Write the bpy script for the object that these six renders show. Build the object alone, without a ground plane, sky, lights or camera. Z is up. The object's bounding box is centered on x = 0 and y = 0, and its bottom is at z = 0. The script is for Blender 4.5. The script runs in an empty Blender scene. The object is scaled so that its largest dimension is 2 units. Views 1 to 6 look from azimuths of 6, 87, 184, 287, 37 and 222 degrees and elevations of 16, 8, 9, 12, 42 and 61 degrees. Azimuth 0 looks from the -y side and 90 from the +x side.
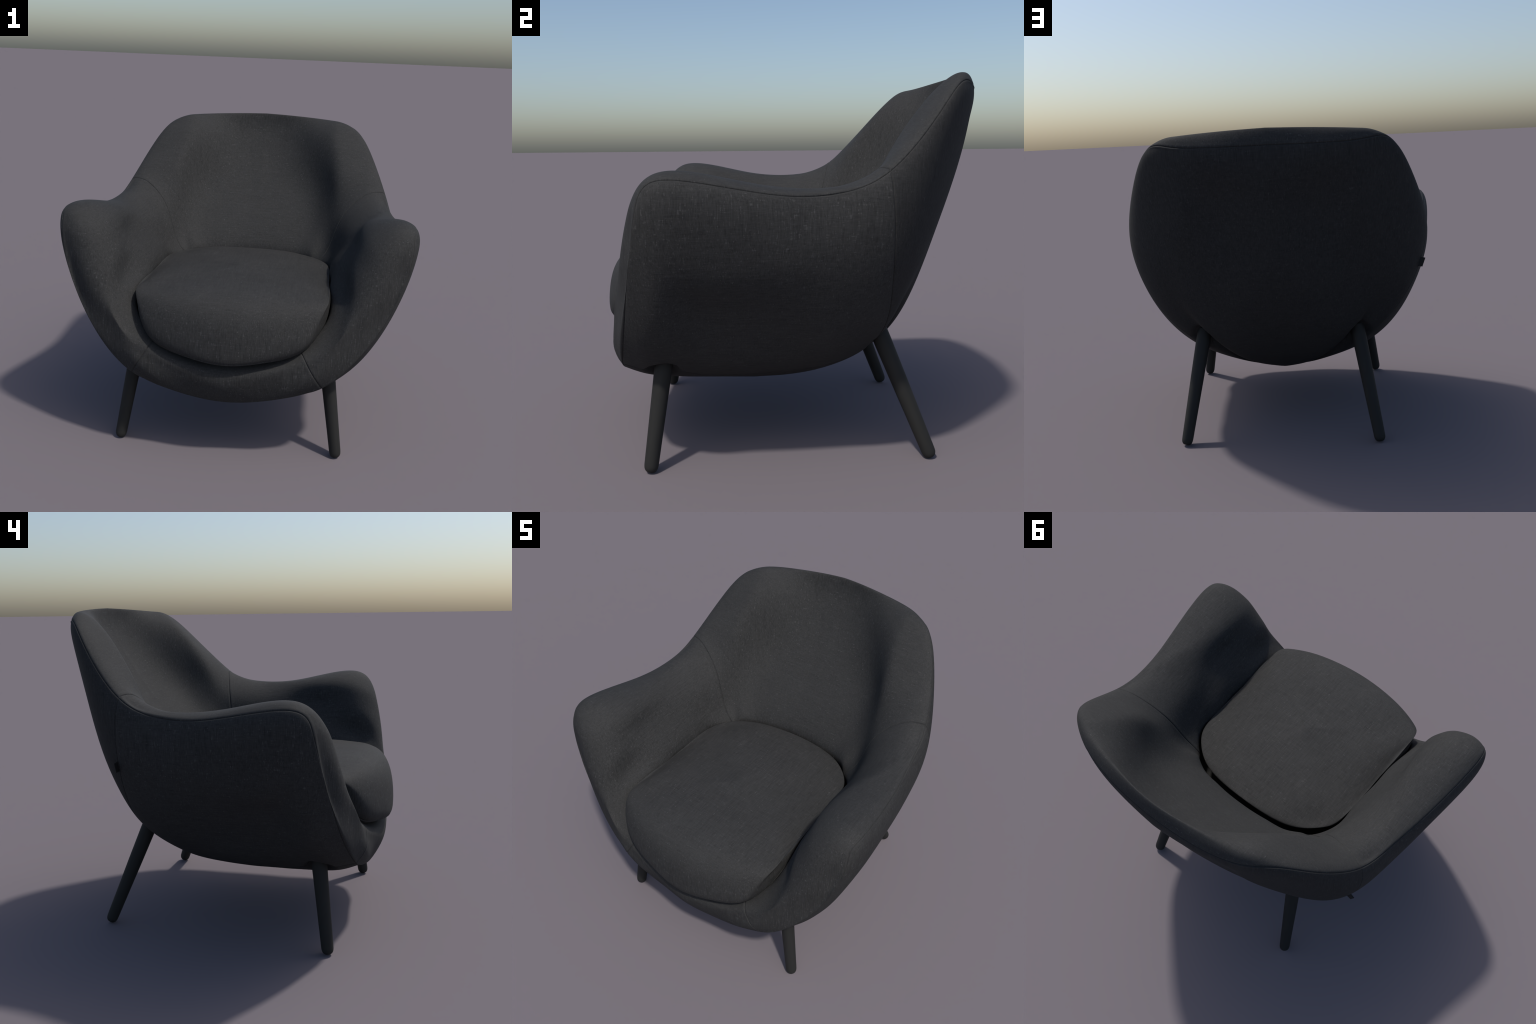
"""Upholstered tub armchair: padded shell with sewn panels, loose seat cushion, four tapered legs.

The shell is one closed surface lofted through named cross-section loops.  Every loop runs round the
chair from the front centre (station 0) over the arm to the back centre (station 15); only the +x half
is given, the other half is its mirror image.  Panels are cut out of that surface along the seams.
"""
import bpy, math
import numpy as np
from mathutils import Vector
from mathutils.kdtree import KDTree

# ----------------------------------------------------------------------------- control loops
SHELL_LOOPS = [
    ('underside_centre', [(0.000, -0.100, 0.245), (0.000, -0.100, 0.245), (0.000, -0.100, 0.245), (0.000, -0.100, 0.245), (0.000, -0.100, 0.245), (0.000, -0.100, 0.245), (0.000, -0.100, 0.245), (0.000, -0.100, 0.245), (0.000, -0.100, 0.245), (0.000, -0.100, 0.245), (0.000, -0.100, 0.245), (0.000, -0.100, 0.245), (0.000, -0.100, 0.245), (0.000, -0.100, 0.245), (0.000, -0.100, 0.245), (0.000, -0.100, 0.245)]),
    ('underside_inner', [(0.000, -0.270, 0.270), (0.097, -0.273, 0.277), (0.197, -0.283, 0.313), (0.290, -0.297, 0.336), (0.377, -0.307, 0.362), (0.430, -0.277, 0.381), (0.475, -0.217, 0.399), (0.496, -0.110, 0.413), (0.479, 0.018, 0.416), (0.427, 0.135, 0.409), (0.283, 0.223, 0.386), (0.239, 0.227, 0.387), (0.217, 0.229, 0.397), (0.193, 0.267, 0.384), (0.110, 0.269, 0.372), (0.000, 0.270, 0.368)]),
    ('underside_outer', [(0.000, -0.426, 0.301), (0.163, -0.430, 0.311), (0.329, -0.438, 0.350), (0.466, -0.445, 0.399), (0.575, -0.440, 0.464), (0.640, -0.401, 0.523), (0.681, -0.326, 0.576), (0.697, -0.197, 0.606), (0.703, -0.009, 0.626), (0.696, 0.183, 0.614), (0.563, 0.393, 0.603), (0.461, 0.439, 0.637), (0.418, 0.480, 0.624), (0.348, 0.510, 0.620), (0.192, 0.559, 0.661), (0.000, 0.564, 0.675)]),
    ('hull_middle', [(0.000, -0.577, 0.330), (0.221, -0.579, 0.345), (0.443, -0.582, 0.394), (0.614, -0.578, 0.493), (0.747, -0.561, 0.621), (0.807, -0.518, 0.734), (0.831, -0.438, 0.815), (0.845, -0.295, 0.834), (0.854, -0.047, 0.859), (0.841, 0.175, 0.865), (0.779, 0.402, 0.870), (0.658, 0.541, 0.936), (0.544, 0.631, 1.038), (0.445, 0.677, 1.080), (0.227, 0.728, 1.076), (0.000, 0.753, 1.067)]),
    ('hull_upper', [(0.000, -0.701, 0.357), (0.263, -0.703, 0.374), (0.512, -0.703, 0.439), (0.718, -0.678, 0.599), (0.850, -0.644, 0.803), (0.922, -0.606, 0.956), (0.957, -0.534, 1.038), (0.950, -0.399, 1.023), (0.937, -0.087, 1.066), (0.911, 0.155, 1.104), (0.876, 0.387, 1.174), (0.735, 0.596, 1.283), (0.510, 0.775, 1.477), (0.439, 0.797, 1.487), (0.255, 0.813, 1.452), (0.000, 0.849, 1.441)]),
    ('rim_seam', [(0.000, -0.801, 0.380), (0.296, -0.790, 0.419), (0.528, -0.787, 0.481), (0.748, -0.743, 0.700), (0.897, -0.697, 0.992), (0.958, -0.656, 1.208), (0.961, -0.623, 1.301), (0.978, -0.519, 1.339), (0.935, -0.127, 1.277), (0.891, 0.141, 1.273), (0.855, 0.366, 1.360), (0.756, 0.588, 1.589), (0.634, 0.728, 1.737), (0.505, 0.813, 1.732), (0.276, 0.875, 1.721), (0.000, 0.893, 1.721)]),
    ('rim_outer', [(0.000, -0.811, 0.372), (0.268, -0.801, 0.396), (0.523, -0.794, 0.490), (0.708, -0.767, 0.672), (0.860, -0.704, 0.930), (0.910, -0.678, 1.165), (0.865, -0.679, 1.252), (0.876, -0.556, 1.367), (0.876, -0.113, 1.300), (0.859, 0.204, 1.300), (0.822, 0.355, 1.372), (0.689, 0.553, 1.597), (0.544, 0.702, 1.764), (0.481, 0.780, 1.788), (0.262, 0.836, 1.800), (0.000, 0.863, 1.807)]),
    ('rim_crest', [(0.000, -0.815, 0.363), (0.259, -0.817, 0.408), (0.498, -0.824, 0.535), (0.659, -0.782, 0.716), (0.779, -0.746, 0.911), (0.813, -0.725, 1.094), (0.766, -0.666, 1.238), (0.738, -0.486, 1.324), (0.785, -0.135, 1.303), (0.803, 0.130, 1.294), (0.761, 0.336, 1.368), (0.604, 0.465, 1.507), (0.488, 0.600, 1.658), (0.390, 0.717, 1.724), (0.213, 0.812, 1.731), (0.000, 0.844, 1.726)]),
    ('inner_shoulder', [(0.000, -0.872, 0.486), (0.231, -0.853, 0.521), (0.453, -0.831, 0.608), (0.602, -0.803, 0.765), (0.671, -0.755, 0.920), (0.662, -0.679, 1.064), (0.656, -0.551, 1.157), (0.670, -0.377, 1.192), (0.666, -0.116, 1.195), (0.643, 0.093, 1.189), (0.593, 0.275, 1.220), (0.524, 0.395, 1.300), (0.442, 0.517, 1.361), (0.349, 0.599, 1.387), (0.190, 0.651, 1.395), (0.000, 0.665, 1.395)]),
    ('inner_wall', [(0.000, -0.830, 0.587), (0.219, -0.837, 0.593), (0.425, -0.816, 0.655), (0.568, -0.781, 0.760), (0.607, -0.708, 0.885), (0.618, -0.587, 0.976), (0.606, -0.444, 1.038), (0.592, -0.289, 1.058), (0.583, -0.074, 1.057), (0.567, 0.093, 1.037), (0.507, 0.232, 0.994), (0.454, 0.325, 1.059), (0.377, 0.396, 1.095), (0.286, 0.429, 1.115), (0.146, 0.442, 1.121), (0.000, 0.446, 1.120)]),
    ('cushion_line', [(0.000, -0.741, 0.605), (0.200, -0.745, 0.625), (0.398, -0.768, 0.677), (0.480, -0.735, 0.755), (0.536, -0.655, 0.835), (0.548, -0.540, 0.895), (0.536, -0.380, 0.922), (0.539, -0.220, 0.926), (0.526, -0.051, 0.928), (0.519, 0.102, 0.915), (0.430, 0.216, 0.880), (0.394, 0.254, 0.928), (0.306, 0.299, 0.930), (0.209, 0.316, 0.933), (0.100, 0.328, 0.933), (0.000, 0.331, 0.933)]),
    ('deck_edge', [(0.000, -0.633, 0.585), (0.167, -0.637, 0.597), (0.334, -0.654, 0.610), (0.457, -0.698, 0.660), (0.508, -0.622, 0.700), (0.522, -0.513, 0.720), (0.520, -0.361, 0.720), (0.519, -0.209, 0.720), (0.511, -0.047, 0.720), (0.487, 0.091, 0.720), (0.421, 0.198, 0.722), (0.380, 0.242, 0.720), (0.296, 0.291, 0.720), (0.204, 0.314, 0.720), (0.097, 0.327, 0.720), (0.000, 0.330, 0.719)]),
    ('deck_centre', [(0.000, -0.200, 0.600), (0.000, -0.200, 0.600), (0.000, -0.200, 0.600), (0.000, -0.200, 0.600), (0.000, -0.200, 0.600), (0.000, -0.200, 0.600), (0.000, -0.200, 0.600), (0.000, -0.200, 0.600), (0.000, -0.200, 0.600), (0.000, -0.200, 0.600), (0.000, -0.200, 0.600), (0.000, -0.200, 0.600), (0.000, -0.200, 0.600), (0.000, -0.200, 0.600), (0.000, -0.200, 0.600), (0.000, -0.200, 0.600)]),
]
SHELL_U = [0.0000, 0.0730, 0.1467, 0.2137, 0.2794, 0.3402, 0.4000, 0.4573, 0.5377, 0.6055, 0.6731, 0.7435, 0.8084, 0.8606, 0.9286, 1.0000]
SHELL_V = [0.0000, 0.1048, 0.2126, 0.3198, 0.4111, 0.4884, 0.5222, 0.5618, 0.6401, 0.7182, 0.7875, 0.8915, 1.0000]
CUSHION_LOOPS = [
    ('crown', [(0.000, -0.280, 0.995), (0.000, -0.280, 0.995), (0.000, -0.280, 0.995), (0.000, -0.280, 0.995), (0.000, -0.280, 0.995), (0.000, -0.280, 0.995), (0.000, -0.280, 0.995), (0.000, -0.280, 0.995), (0.000, -0.280, 0.995), (0.000, -0.280, 0.995), (0.000, -0.280, 0.995)]),
    ('crown_ring', [(0.000, -0.555, 0.980), (0.108, -0.543, 0.980), (0.187, -0.507, 0.977), (0.223, -0.459, 0.977), (0.234, -0.389, 0.976), (0.230, -0.269, 0.973), (0.222, -0.185, 0.970), (0.204, -0.136, 0.973), (0.168, -0.099, 0.977), (0.093, -0.060, 0.982), (0.000, -0.052, 0.983)]),
    ('top_ring', [(0.000, -0.823, 0.939), (0.215, -0.799, 0.943), (0.372, -0.730, 0.946), (0.445, -0.635, 0.949), (0.465, -0.497, 0.957), (0.456, -0.261, 0.950), (0.438, -0.094, 0.944), (0.407, 0.005, 0.951), (0.342, 0.082, 0.960), (0.193, 0.162, 0.969), (0.000, 0.178, 0.970)]),
    ('shoulder', [(0.000, -0.896, 0.829), (0.238, -0.868, 0.841), (0.426, -0.797, 0.880), (0.520, -0.701, 0.923), (0.528, -0.549, 0.935), (0.523, -0.279, 0.931), (0.520, -0.065, 0.927), (0.489, 0.057, 0.938), (0.417, 0.151, 0.941), (0.245, 0.251, 0.956), (0.000, 0.281, 0.955)]),
    ('widest', [(0.000, -0.913, 0.693), (0.233, -0.887, 0.707), (0.428, -0.826, 0.754), (0.506, -0.738, 0.863), (0.539, -0.565, 0.930), (0.527, -0.284, 0.924), (0.522, -0.060, 0.929), (0.512, 0.077, 0.926), (0.452, 0.171, 0.935), (0.290, 0.273, 0.935), (0.000, 0.304, 0.942)]),
    ('piping', [(0.000, -0.901, 0.618), (0.228, -0.864, 0.640), (0.398, -0.797, 0.678), (0.489, -0.722, 0.756), (0.538, -0.559, 0.863), (0.506, -0.275, 0.884), (0.504, -0.057, 0.884), (0.487, 0.064, 0.887), (0.420, 0.149, 0.901), (0.245, 0.244, 0.906), (0.000, 0.268, 0.900)]),
    ('underside_ring', [(0.000, -0.789, 0.612), (0.185, -0.758, 0.619), (0.333, -0.707, 0.646), (0.410, -0.648, 0.709), (0.438, -0.500, 0.786), (0.422, -0.272, 0.812), (0.417, -0.094, 0.820), (0.396, 0.002, 0.823), (0.335, 0.072, 0.828), (0.187, 0.147, 0.832), (0.000, 0.163, 0.831)]),
    ('underside_centre', [(0.000, -0.280, 0.640), (0.000, -0.280, 0.640), (0.000, -0.280, 0.640), (0.000, -0.280, 0.640), (0.000, -0.280, 0.640), (0.000, -0.280, 0.640), (0.000, -0.280, 0.640), (0.000, -0.280, 0.640), (0.000, -0.280, 0.640), (0.000, -0.280, 0.640), (0.000, -0.280, 0.640)]),
]
CUSHION_U = [0.0000, 0.1116, 0.2182, 0.3039, 0.4102, 0.5436, 0.6544, 0.7261, 0.7965, 0.8959, 1.0000]
CUSHION_V = [0.0000, 0.1772, 0.3548, 0.4507, 0.5312, 0.6047, 0.7103, 1.0000]

RAIL_SEAM, BACK_SEAM, RIM, CUSHION_ROW = 2.0, 10.0, 5.0, 10.5      # seam stations / loops
# the seam between the side panels and the underside, as loop position per station
UNDER_U = (0, 2.0, 2.25, 2.5, 2.75, 3.0, 3.25, 3.5, 4.0, 4.5, 5.0, 6.0, 7.0, 8.0, 9.0, 9.5, 10.0, 10.67, 12.0, 15.0)
UNDER_V = (5, 5.0, 3.92, 3.50, 2.94, 2.48, 2.04, 1.76, 1.44, 1.27, 1.18, 1.10, 1.04, 1.07, 1.20, 1.36, 1.56, 1.80, 1.30, 1.00)

# ----------------------------------------------------------------------------- splines
def spline_matrix(t, tq, period=None):
    """Rows map knot values to values of the interpolating cubic spline at tq."""
    t, tq = np.asarray(t, float), np.asarray(tq, float)
    n = len(t)
    A, B = np.zeros((n, n)), np.zeros((n, n))
    if period:
        h = np.diff(np.append(t, t[0] + period))
        for i in range(n):
            a, b = h[i - 1], h[i]
            A[i, i - 1] += a; A[i, i] += 2 * (a + b); A[i, (i + 1) % n] += b
            B[i, (i + 1) % n] += 6 / b; B[i, i] -= 6 / b + 6 / a; B[i, i - 1] += 6 / a
        te, tt = np.append(t, t[0] + period), tq % period
    else:
        h = np.diff(t)
        A += np.eye(n)
        for i in range(1, n - 1):
            A[i, i - 1:i + 2] = h[i - 1], 2 * (h[i - 1] + h[i]), h[i]
            B[i, i - 1:i + 2] = 6 / h[i - 1], -6 / h[i] - 6 / h[i - 1], 6 / h[i]
        te, tt = t, tq
    M = np.linalg.solve(A, B)
    k = np.clip(np.searchsorted(te, tt, side="right") - 1, 0, len(te) - 2)
    kp = (k + 1) % n
    hk = te[k + 1] - te[k]
    a = (te[k + 1] - tt) / hk
    b = 1 - a
    W, r = np.zeros((len(tq), n)), np.arange(len(tq))
    W[r, k] += a
    W[r, kp] += b
    return W + ((a ** 3 - a) * hk ** 2 / 6)[:, None] * M[k] + ((b ** 3 - b) * hk ** 2 / 6)[:, None] * M[kp]


class Loft:
    """Smooth mirror-symmetric surface through the control loops; called with station and loop numbers."""

    def __init__(self, loops, tu, tv):
        self.P = np.array([l for _, l in loops])
        self.tu, self.tv = np.array(tu), np.array(tv)

    def columns(self, u):
        """control values of every loop at the stations u -> array [loop, station, 3]"""
        tu, n = self.tu, len(self.tu)
        L = tu[-1]
        W = spline_matrix(np.concatenate([tu, 2 * L - tu[-2:0:-1]]), np.interp(u, np.arange(n), tu), 2 * L)
        out = []
        for c, sign in enumerate((-1, 1, 1)):
            H = W[:, :n].copy()
            H[:, 1:n - 1] += sign * W[:, n:][:, ::-1]
            out.append(self.P[:, :, c] @ H.T)
        return np.stack(out, -1)

    def grid(self, u, V):
        """V[row, col]: loop number of every vertex of every column"""
        Q = self.columns(u)
        S = np.empty(V.shape + (3,))
        for j in range(len(u)):
            S[:, j] = spline_matrix(self.tv, np.interp(V[:, j], np.arange(len(self.tv)), self.tv)) @ Q[:, j]
        return S


# metres from a seam at which extra rows of vertices are laid
STEPS = np.array([0.0, .0013, .0026, .004, .006, .009, .013, .019])


def between(a, b, n, sa, sb):
    """parameter values from a to b, crowded near the ends; sa, sb = parameter units per metre there (0: plain end)"""
    L = b - a
    A = STEPS * sa if sa else np.zeros(1)
    B = STEPS * sb if sb else np.zeros(1)
    f = min(1.0, .6 * L / max(A[-1] + B[-1], 1e-9))
    A, B = a + A * f, b - B[::-1] * f
    return np.concatenate([A[:-1], np.linspace(A[-1], B[0], n + 1), B[1:]])


def grid_normals(S):
    """outward normals of a half grid (rows, columns) mirrored at both ends"""
    ext = np.concatenate([S[:, 1:2] * [-1, 1, 1], S, S[:, -2:-1] * [-1, 1, 1]], 1)
    du = ext[:, 2:] - ext[:, :-2]
    dv = np.empty_like(S)
    dv[1:-1] = S[2:] - S[:-2]
    dv[0], dv[-1] = S[1] - S[0], S[-1] - S[-2]
    n = np.cross(du, dv)
    l = np.linalg.norm(n, axis=2, keepdims=True)
    return n / np.maximum(l, 1e-12), l[..., 0] > 1e-12


def smooth(a, b, x):
    t = np.clip((x - a) / (b - a), 0, 1)
    return t * t * (3 - 2 * t)


# ----------------------------------------------------------------------------- legs (axis: foot point, point inside the shell)
LEGS = [((.6338, -.6650, 0.0), (.5500, -.5918, .53)), ((.5657, .6464, 0.0), (.4588, .3943, .63))]
LEG_PROFILE = [(0.0, 0.0), (.010, 0.0), (.017, .0016), (.023, .0056), (.0275, .0115), (.0308, .0195), (.0322, .028),
               (.0328, .036), (.0360, .22), (.0395, .40), (.0425, .60), (.0425, .72)]

# ----------------------------------------------------------------------------- shell surface
shell = Loft(SHELL_LOOPS, SHELL_U, SHELL_V)


def under(u):
    u = np.asarray(u, float)
    f = np.interp(u, UNDER_U, UNDER_V)
    # soften the corners of the polyline away from the rail corner
    g = sum(np.interp(np.clip(u + d, 0, 15), UNDER_U, UNDER_V) for d in np.linspace(-.25, .25, 9)) / 9
    k = smooth(2.3, 2.8, u)
    return f * (1 - k) + g * k


def rate_u(u, v):
    a, b = shell.grid(np.array([u - .01, u + .01]), np.full((1, 2), v))[0]
    return .02 / np.linalg.norm(b - a)


cols = np.concatenate([
    between(0, RAIL_SEAM, 34, 0, rate_u(2, 7.))[:-1],
    between(RAIL_SEAM, BACK_SEAM, 190, rate_u(2, 7.), rate_u(10, 6.))[:-1],
    between(BACK_SEAM, 15, 110, rate_u(10, 6.), 0)])
I_RAIL, I_BACK = int(np.argmin(abs(cols - RAIL_SEAM))), int(np.argmin(abs(cols - BACK_SEAM)))


def rate_v(u, v):
    """loop units per metre along a column at (u, v)"""
    lo = shell.grid(u, np.stack([v - .02, v + .02]))
    return .04 / np.linalg.norm(lo[1] - lo[0], axis=1)


vb = under(cols)
ru, rr = rate_v(cols, np.clip(vb, .1, 4.9)), rate_v(cols, np.full(len(cols), RIM))
V = []
for j in range(len(cols)):
    a = between(0, vb[j], 44, 0, ru[j])
    b = between(vb[j], RIM, 66, ru[j], rr[j])
    c = between(RIM, CUSHION_ROW, 104, rr[j], 0)
    d = np.linspace(CUSHION_ROW, 12, 13)
    V.append(np.concatenate([a[:-1], b[:-1], c[:-1], d]))
R_UNDER = len(a) - 1
R_RIM = R_UNDER + len(b) - 1
R_DECK = R_RIM + len(c) - 1
V = np.array(V).T
U = np.broadcast_to(cols, V.shape)
S = shell.grid(cols, V)
N, ok = grid_normals(S)
N[0], N[-1] = (0, 0, -1), (0, 0, 1)
for i in range(R_UNDER, R_RIM):                       # collapsed corner of the side panel
    bad = ~ok[i]
    N[i][bad] = N[R_RIM + 1][bad]

# recesses in the lining round the tops of the legs
for foot, top in LEGS:
    foot, top = np.array(foot), np.array(top)
    ax = (top - foot) / np.linalg.norm(top - foot)
    rel = S - foot
    dist = np.linalg.norm(rel - (rel @ ax)[..., None] * ax, axis=2)
    dent = .030 * (1 - smooth(.044, .090, dist)) * (V < RIM)
    S = S + dent[..., None] * ax * (S[..., 2:] < .75)

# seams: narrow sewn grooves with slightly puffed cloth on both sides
seam_pts = []
def add_seam(pts, depth):
    for p, q in zip(pts[:-1], pts[1:]):
        m = max(1, int(np.linalg.norm(q - p) / .002))
        for k in range(m):
            seam_pts.append((p + (q - p) * k / m, depth))

rim_depth = .0038
add_seam(S[R_RIM], rim_depth)
add_seam(S[R_UNDER, I_RAIL:][cols[I_RAIL:] < 11.2], .0040)
add_seam(S[R_RIM:R_DECK, I_RAIL], .0034)
add_seam(S[R_UNDER:R_DECK, I_BACK], .0034)
tree = KDTree(len(seam_pts))
for i, (p, d) in enumerate(seam_pts):
    tree.insert(p, i)
tree.balance()
flat = S.reshape(-1, 3)
dist, depth = np.full(len(flat), 1.0), np.zeros(len(flat))
for i, p in enumerate(flat):
    co, k, d = tree.find(p)
    if d < .05:
        dist[i], depth[i] = d, seam_pts[k][1]
dist, depth = dist.reshape(V.shape), depth.reshape(V.shape)
push = -depth * np.exp(-(dist / .0026) ** 2) + .0009 * np.exp(-((dist - .011) / .007) ** 2) * (depth > 0) * (V > RIM)
# the back lining stands proud of the rim as a small lip at the two top corners
lip = smooth(11.7, 12.3, U) * (1 - smooth(13.15, 13.3, U)) * (V < RIM)
push += .0030 * lip * np.exp(-((dist - .007) / .0050) ** 2)
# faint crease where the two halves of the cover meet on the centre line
push += .0022 * np.exp(-np.abs(S[..., 0]) / .06) * ((V < 8.5) & ((U > 12) | (V < 5)))
S = S + push[..., None] * N
S[:, 0, 0] = S[:, -1, 0] = 0.0

# ----------------------------------------------------------------------------- full mesh, then panels
rows, half = V.shape
index = np.full((rows, 2 * half - 2), -1)
verts = []
def vert(p):
    verts.append(tuple(p))
    return len(verts) - 1

for i in range(rows):
    for j in range(2 * half - 2):
        jj, mirrored = (j, False) if j < half else (2 * half - 2 - j, True)
        if i in (0, rows - 1) and j > 0:
            index[i, j] = index[i, 0]
        elif R_UNDER < i <= R_RIM and cols[jj] <= RAIL_SEAM + 1e-9:
            index[i, j] = index[R_UNDER, j]          # no side panel in front of the rail corner
        else:
            p = S[i, jj]
            index[i, j] = vert((-p[0], p[1], p[2]) if mirrored else p)

faces, owner = [], []
m = index.shape[1]
for j in range(m):
    jj = j if j < half - 1 else 2 * half - 3 - j      # column interval on the +x half
    left = j >= half - 1
    mid = .5 * (cols[jj] + cols[jj + 1])
    side = "left" if left else "right"
    for i in range(rows - 1):
        q = [index[i, j], index[i, (j + 1) % m], index[i + 1, (j + 1) % m], index[i + 1, j]]
        q = [a for k, a in enumerate(q) if a != q[k - 1]]
        if len(set(q)) < 3:
            continue
        if i < R_UNDER:
            part = "underside_panel"
        elif i < R_RIM:
            part = "back_panel" if mid > BACK_SEAM else "side_panel/" + side
        elif i < R_DECK:
            part = "front_rail" if mid < RAIL_SEAM else "back_pad" if mid > BACK_SEAM else "arm_pad/" + side
        else:
            part = "seat_deck"
        faces.append(q)
        owner.append(part)

# ----------------------------------------------------------------------------- materials
class Nodes:
    def __init__(self, name):
        self.mat = bpy.data.materials.new(name)
        self.mat.use_nodes = True
        self.t = self.mat.node_tree
        self.bsdf = self.t.nodes["Principled BSDF"]

    def new(self, kind, **kw):
        n = self.t.nodes.new("ShaderNode" + kind)
        for k, v in kw.items():
            if k in n.inputs:
                n.inputs[k].default_value = v
            else:
                setattr(n, k, v)
        return n

    def link(self, a, b):
        self.t.links.new(a, b)

    def math(self, op, a, b=None):
        n = self.new("Math", operation=op)
        for s, x in zip(n.inputs, (a, b)):
            if x is None:
                continue
            if isinstance(x, (int, float)):
                s.default_value = x
            else:
                self.link(x, s)
        return n.outputs[0]


def fabric(name, dark, light, slub, weave_gain=1.0):
    """Charcoal linen: thread-wise stretched noise on the three axes, sparse pale slubs, fine bump."""
    g = Nodes(name)
    co = g.new("TexCoord").outputs["Object"]

    def stretched(scale, detail=2.0, rough=.6):
        mp = g.new("Mapping")
        mp.inputs["Scale"].default_value = scale
        g.link(co, mp.inputs["Vector"])
        n = g.new("TexNoise", Detail=detail, Roughness=rough)
        n.inputs["Scale"].default_value = 1.0
        g.link(mp.outputs[0], n.inputs["Vector"])
        return n.outputs["Fac"]

    # weight of the threads running along each axis: none where the axis points out of the cloth
    nrm = g.new("SeparateXYZ")
    g.link(g.new("NewGeometry").outputs["Normal"], nrm.inputs[0])
    along = [g.math("SUBTRACT", 1.0, g.math("MULTIPLY", n, n)) for n in nrm.outputs]

    def woven(thick, long, detail, gains=(.6, .9, 1.3)):
        """noise drawn out along the threads, laid crosswise in the plane of the cloth; about 0..1, mean .5"""
        total = None
        for axis, w, gain in zip(range(3), along, gains):
            s = [1 / thick] * 3
            s[axis] = 1 / long
            part = g.math("MULTIPLY", g.math("MULTIPLY", g.math("SUBTRACT", stretched(s, detail), .5), w), gain)
            total = part if total is None else g.math("ADD", total, part)
        return g.math("ADD", g.math("MULTIPLY", total, .75), .5)

    weave = woven(.0044, .055, 2.0)
    streaks = woven(.011, .20, 3.0)
    cloud = stretched((5, 5, 5), 4.0)
    # slubs: only the strongest peaks of the thicker threads
    r = g.new("ValToRGB")
    r.color_ramp.elements[0].position, r.color_ramp.elements[1].position = .62, .80
    g.link(woven(.0060, .045, 1.0, (.8, .8, 1.25)), r.inputs[0])
    slubs = r.outputs[0]
    tone = g.math("ADD", g.math("ADD", g.math("MULTIPLY", weave, .52), g.math("MULTIPLY", cloud, .14)),
                  g.math("MULTIPLY", streaks, .34))
    ramp = g.new("ValToRGB")
    ramp.color_ramp.elements[0].position, ramp.color_ramp.elements[0].color = .34, (*dark, 1)
    ramp.color_ramp.elements[1].position, ramp.color_ramp.elements[1].color = .66, (*light, 1)
    g.link(tone, ramp.inputs[0])
    mix = g.new("MixRGB")
    mix.inputs["Color2"].default_value = (*slub, 1)
    g.link(g.math("MULTIPLY", slubs, .8), mix.inputs["Fac"])
    g.link(ramp.outputs[0], mix.inputs["Color1"])
    g.link(mix.outputs[0], g.bsdf.inputs["Base Color"])
    fine = g.new("TexNoise", Detail=2.0)
    fine.inputs["Scale"].default_value = 320
    g.link(co, fine.inputs["Vector"])
    bump = g.new("Bump", Strength=.35 * weave_gain, Distance=.0015)
    g.link(g.math("ADD", weave, g.math("MULTIPLY", fine.outputs["Fac"], .4)), bump.inputs["Height"])
    g.link(bump.outputs[0], g.bsdf.inputs["Normal"])
    g.bsdf.inputs["Roughness"].default_value = ROUGH
    g.bsdf.inputs["Specular IOR Level"].default_value = SPEC
    return g.mat


ROUGH, SPEC = .82, .2
cloth = fabric("charcoal_linen", (.0215, .0215, .0213), (.0405, .0405, .0402), (.066, .066, .0655))
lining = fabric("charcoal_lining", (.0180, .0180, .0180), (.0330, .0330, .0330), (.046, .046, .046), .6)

g = Nodes("black_stained_wood")
co = g.new("TexCoord").outputs["Object"]
mp = g.new("Mapping")
mp.inputs["Scale"].default_value = (60, 60, 5)
g.link(co, mp.inputs["Vector"])
nz = g.new("TexNoise", Detail=4.0)
nz.inputs["Scale"].default_value = 1.0
g.link(mp.outputs[0], nz.inputs["Vector"])
ramp = g.new("ValToRGB")
ramp.color_ramp.elements[0].color, ramp.color_ramp.elements[1].color = (.021, .021, .020, 1), (.027, .027, .0255, 1)
g.link(nz.outputs["Fac"], ramp.inputs[0])
g.link(ramp.outputs[0], g.bsdf.inputs["Base Color"])
g.bsdf.inputs["Specular IOR Level"].default_value = .15
g.bsdf.inputs["Roughness"].default_value = .6
wood = g.mat

g = Nodes("black_label_tape")
nz = g.new("TexNoise", Detail=2.0)
nz.inputs["Scale"].default_value = 400
g.link(g.new("TexCoord").outputs["Object"], nz.inputs["Vector"])
ramp = g.new("ValToRGB")
ramp.color_ramp.elements[0].color, ramp.color_ramp.elements[1].color = (.006, .006, .006, 1), (.011, .011, .011, 1)
g.link(nz.outputs["Fac"], ramp.inputs[0])
g.link(ramp.outputs[0], g.bsdf.inputs["Base Color"])
g.bsdf.inputs["Roughness"].default_value = .8
tape = g.mat

# ----------------------------------------------------------------------------- objects
chair = bpy.data.objects.new("upholstered_armchair", None)
bpy.context.collection.objects.link(chair)
chair["label"] = "low charcoal linen tub armchair with tapered black legs"
chair["category"] = "armchair"


def make(name, mesh, mat, parent=chair):
    if mat and not mesh.materials:
        mesh.materials.append(mat)
    o = bpy.data.objects.new(name, mesh)
    bpy.context.collection.objects.link(o)
    o.parent = parent
    return o


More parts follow.
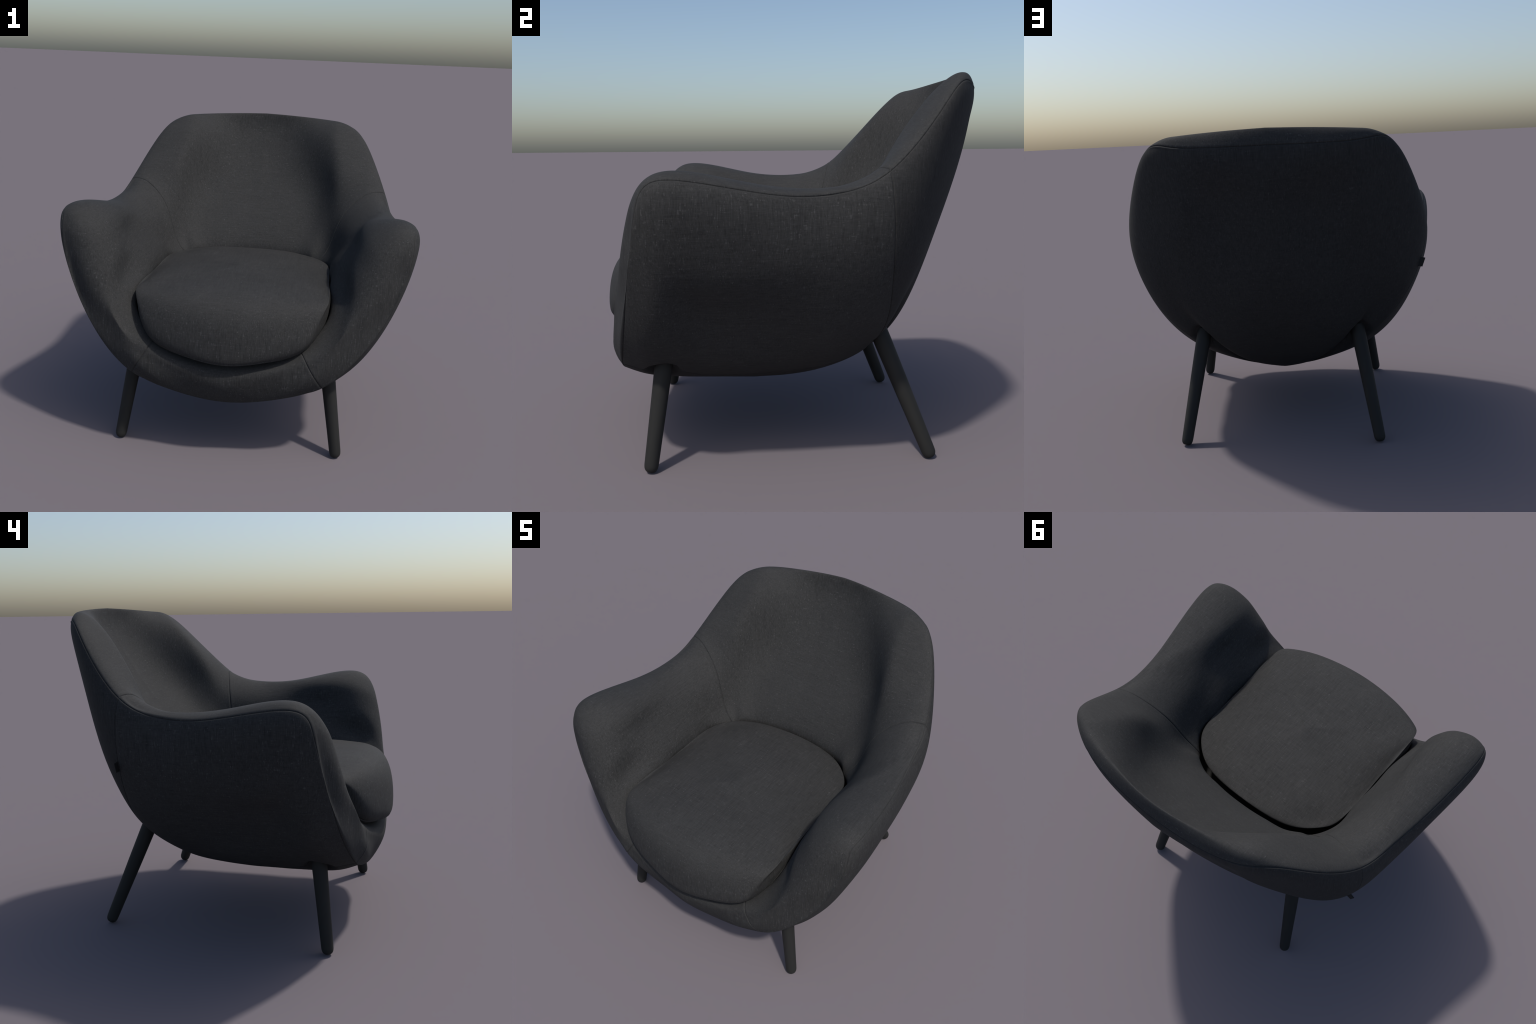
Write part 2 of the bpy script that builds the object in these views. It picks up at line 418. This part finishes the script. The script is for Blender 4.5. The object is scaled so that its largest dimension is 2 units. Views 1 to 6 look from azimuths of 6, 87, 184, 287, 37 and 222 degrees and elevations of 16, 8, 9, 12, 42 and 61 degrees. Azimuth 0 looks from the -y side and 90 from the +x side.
whole = bpy.data.meshes.new("whole_shell")
whole.from_pydata(verts, [], faces)
whole.validate()
whole.update()
normals = np.empty(len(whole.vertices) * 3, np.float32)
whole.vertex_normals.foreach_get("vector", normals)
normals = normals.reshape(-1, 3)
P_all = np.array(verts)
faces_by_part = {}
for f, part in zip(faces, owner):
    faces_by_part.setdefault(part, []).append(f)
bpy.data.meshes.remove(whole)

for part, fs in faces_by_part.items():
    name = part.split("/")[0]
    used = np.unique(np.concatenate([np.array(f) for f in fs]))
    remap = {int(a): k for k, a in enumerate(used)}
    me = bpy.data.meshes.new(name)
    me.from_pydata(P_all[used].tolist(), [], [[remap[int(a)] for a in f] for f in fs])
    me.polygons.foreach_set("use_smooth", [True] * len(me.polygons))
    me.normals_split_custom_set_from_vertices(normals[used].tolist())
    me.update()
    make(name, me, lining if name in ("underside_panel", "seat_deck", "back_panel") else cloth)

# ----------------------------------------------------------------------------- seat cushion
cushion = Loft(CUSHION_LOOPS, CUSHION_U, CUSHION_V)
ccols = np.linspace(0, 10, 181)
PIPING = 5.0
crows = np.concatenate([np.linspace(0, 4.6, 93)[:-1], np.linspace(4.6, 5.4, 49)[:-1], np.linspace(5.4, 7, 25)])
CV = np.broadcast_to(crows[:, None], (len(crows), len(ccols)))
CS = cushion.grid(ccols, CV)
CN, _ = grid_normals(CS)
CN = -CN if (CN[60, 90] @ (CS[60, 90] - CS.mean((0, 1)))) < 0 else CN
row_pos = np.concatenate([np.zeros((1, len(ccols))), np.cumsum(np.linalg.norm(np.diff(CS, axis=0), axis=2), axis=0)])
x = row_pos - row_pos[int(np.argmin(abs(crows - PIPING)))]
cpush = .0020 * np.exp(-(x / .0035) ** 2) - .0035 * np.exp(-((x + .009) / .003) ** 2) - .0030 * np.exp(-((x - .009) / .003) ** 2)
cpush[0], cpush[-1] = 0, 0
CS = CS + cpush[..., None] * CN
CS[:, 0, 0] = CS[:, -1, 0] = 0
cverts, cidx = [], np.zeros((len(crows), 2 * len(ccols) - 2), int)
hc = len(ccols)
for i in range(len(crows)):
    for j in range(2 * hc - 2):
        if i in (0, len(crows) - 1) and j:
            cidx[i, j] = cidx[i, 0]
            continue
        p = CS[i, j] if j < hc else CS[i, 2 * hc - 2 - j] * [-1, 1, 1]
        cverts.append(tuple(p))
        cidx[i, j] = len(cverts) - 1
cfaces = []
mc = cidx.shape[1]
for i in range(len(crows) - 1):
    for j in range(mc):
        q = [cidx[i + 1, j], cidx[i + 1, (j + 1) % mc], cidx[i, (j + 1) % mc], cidx[i, j]]
        q = [int(a) for k, a in enumerate(q) if a != q[k - 1]]
        if len(set(q)) >= 3:
            cfaces.append(q)
me = bpy.data.meshes.new("seat_cushion")
me.from_pydata(cverts, [], cfaces)
me.polygons.foreach_set("use_smooth", [True] * len(me.polygons))
me.update()
make("seat_cushion", me, cloth)

# ----------------------------------------------------------------------------- legs
def lathe(profile, length, seg=40):
    pts = [(r, z) for r, z in profile if z < length] + [(profile[-1][0], length)]
    v, f = [(0, 0, 0)], []
    for r, z in pts[1:]:
        v += [(r * math.cos(2 * math.pi * k / seg), r * math.sin(2 * math.pi * k / seg), z) for k in range(seg)]
    for k in range(seg):
        f.append((0, 1 + (k + 1) % seg, 1 + k))
    for i in range(len(pts) - 2):
        a, b = 1 + i * seg, 1 + (i + 1) * seg
        f += [(a + k, a + (k + 1) % seg, b + (k + 1) % seg, b + k) for k in range(seg)]
    f.append(tuple(1 + (len(pts) - 2) * seg + k for k in range(seg)))
    return v, f


for foot, top in LEGS:
    foot, top = Vector(foot), Vector(top)
    d = top - foot
    v, f = lathe(LEG_PROFILE, d.length)
    lme = bpy.data.meshes.new("leg")
    lme.from_pydata(v, [], f)
    lme.polygons.foreach_set("use_smooth", [True] * len(lme.polygons))
    lme.set_sharp_from_angle(angle=math.radians(50))
    lme.update()
    for s in (1, -1):
        o = make("leg", lme, wood)
        ds = Vector((s * d.x, d.y, d.z))
        q = ds.to_track_quat("Z", "Y")
        o.rotation_mode = "QUATERNION"
        o.rotation_quaternion = q
        lift = .010 * math.sin(ds.angle(Vector((0, 0, 1))))
        o.location = (s * foot.x, foot.y, foot.z + lift)

# ----------------------------------------------------------------------------- fabric tag sewn into the left back seam
root_top, root_low = Vector((-.836, .400, 1.034)), Vector((-.815, .402, .979))
tip_top, tip_low = Vector((-.868, .406, 1.026)), Vector((-.850, .406, .974))
n = (tip_top - root_top).cross(root_low - root_top).normalized() * .0016
corners = [root_top, tip_top, tip_low, root_low]
tv = [c + n for c in corners] + [c - n for c in corners]
tf = [(0, 1, 2, 3), (7, 6, 5, 4)] + [(k, k + 4, (k + 1) % 4 + 4, (k + 1) % 4) for k in range(4)]
tme = bpy.data.meshes.new("fabric_tag")
tme.from_pydata([tuple(c) for c in tv], [], tf)
tme.update()
make("fabric_tag", tme, tape)
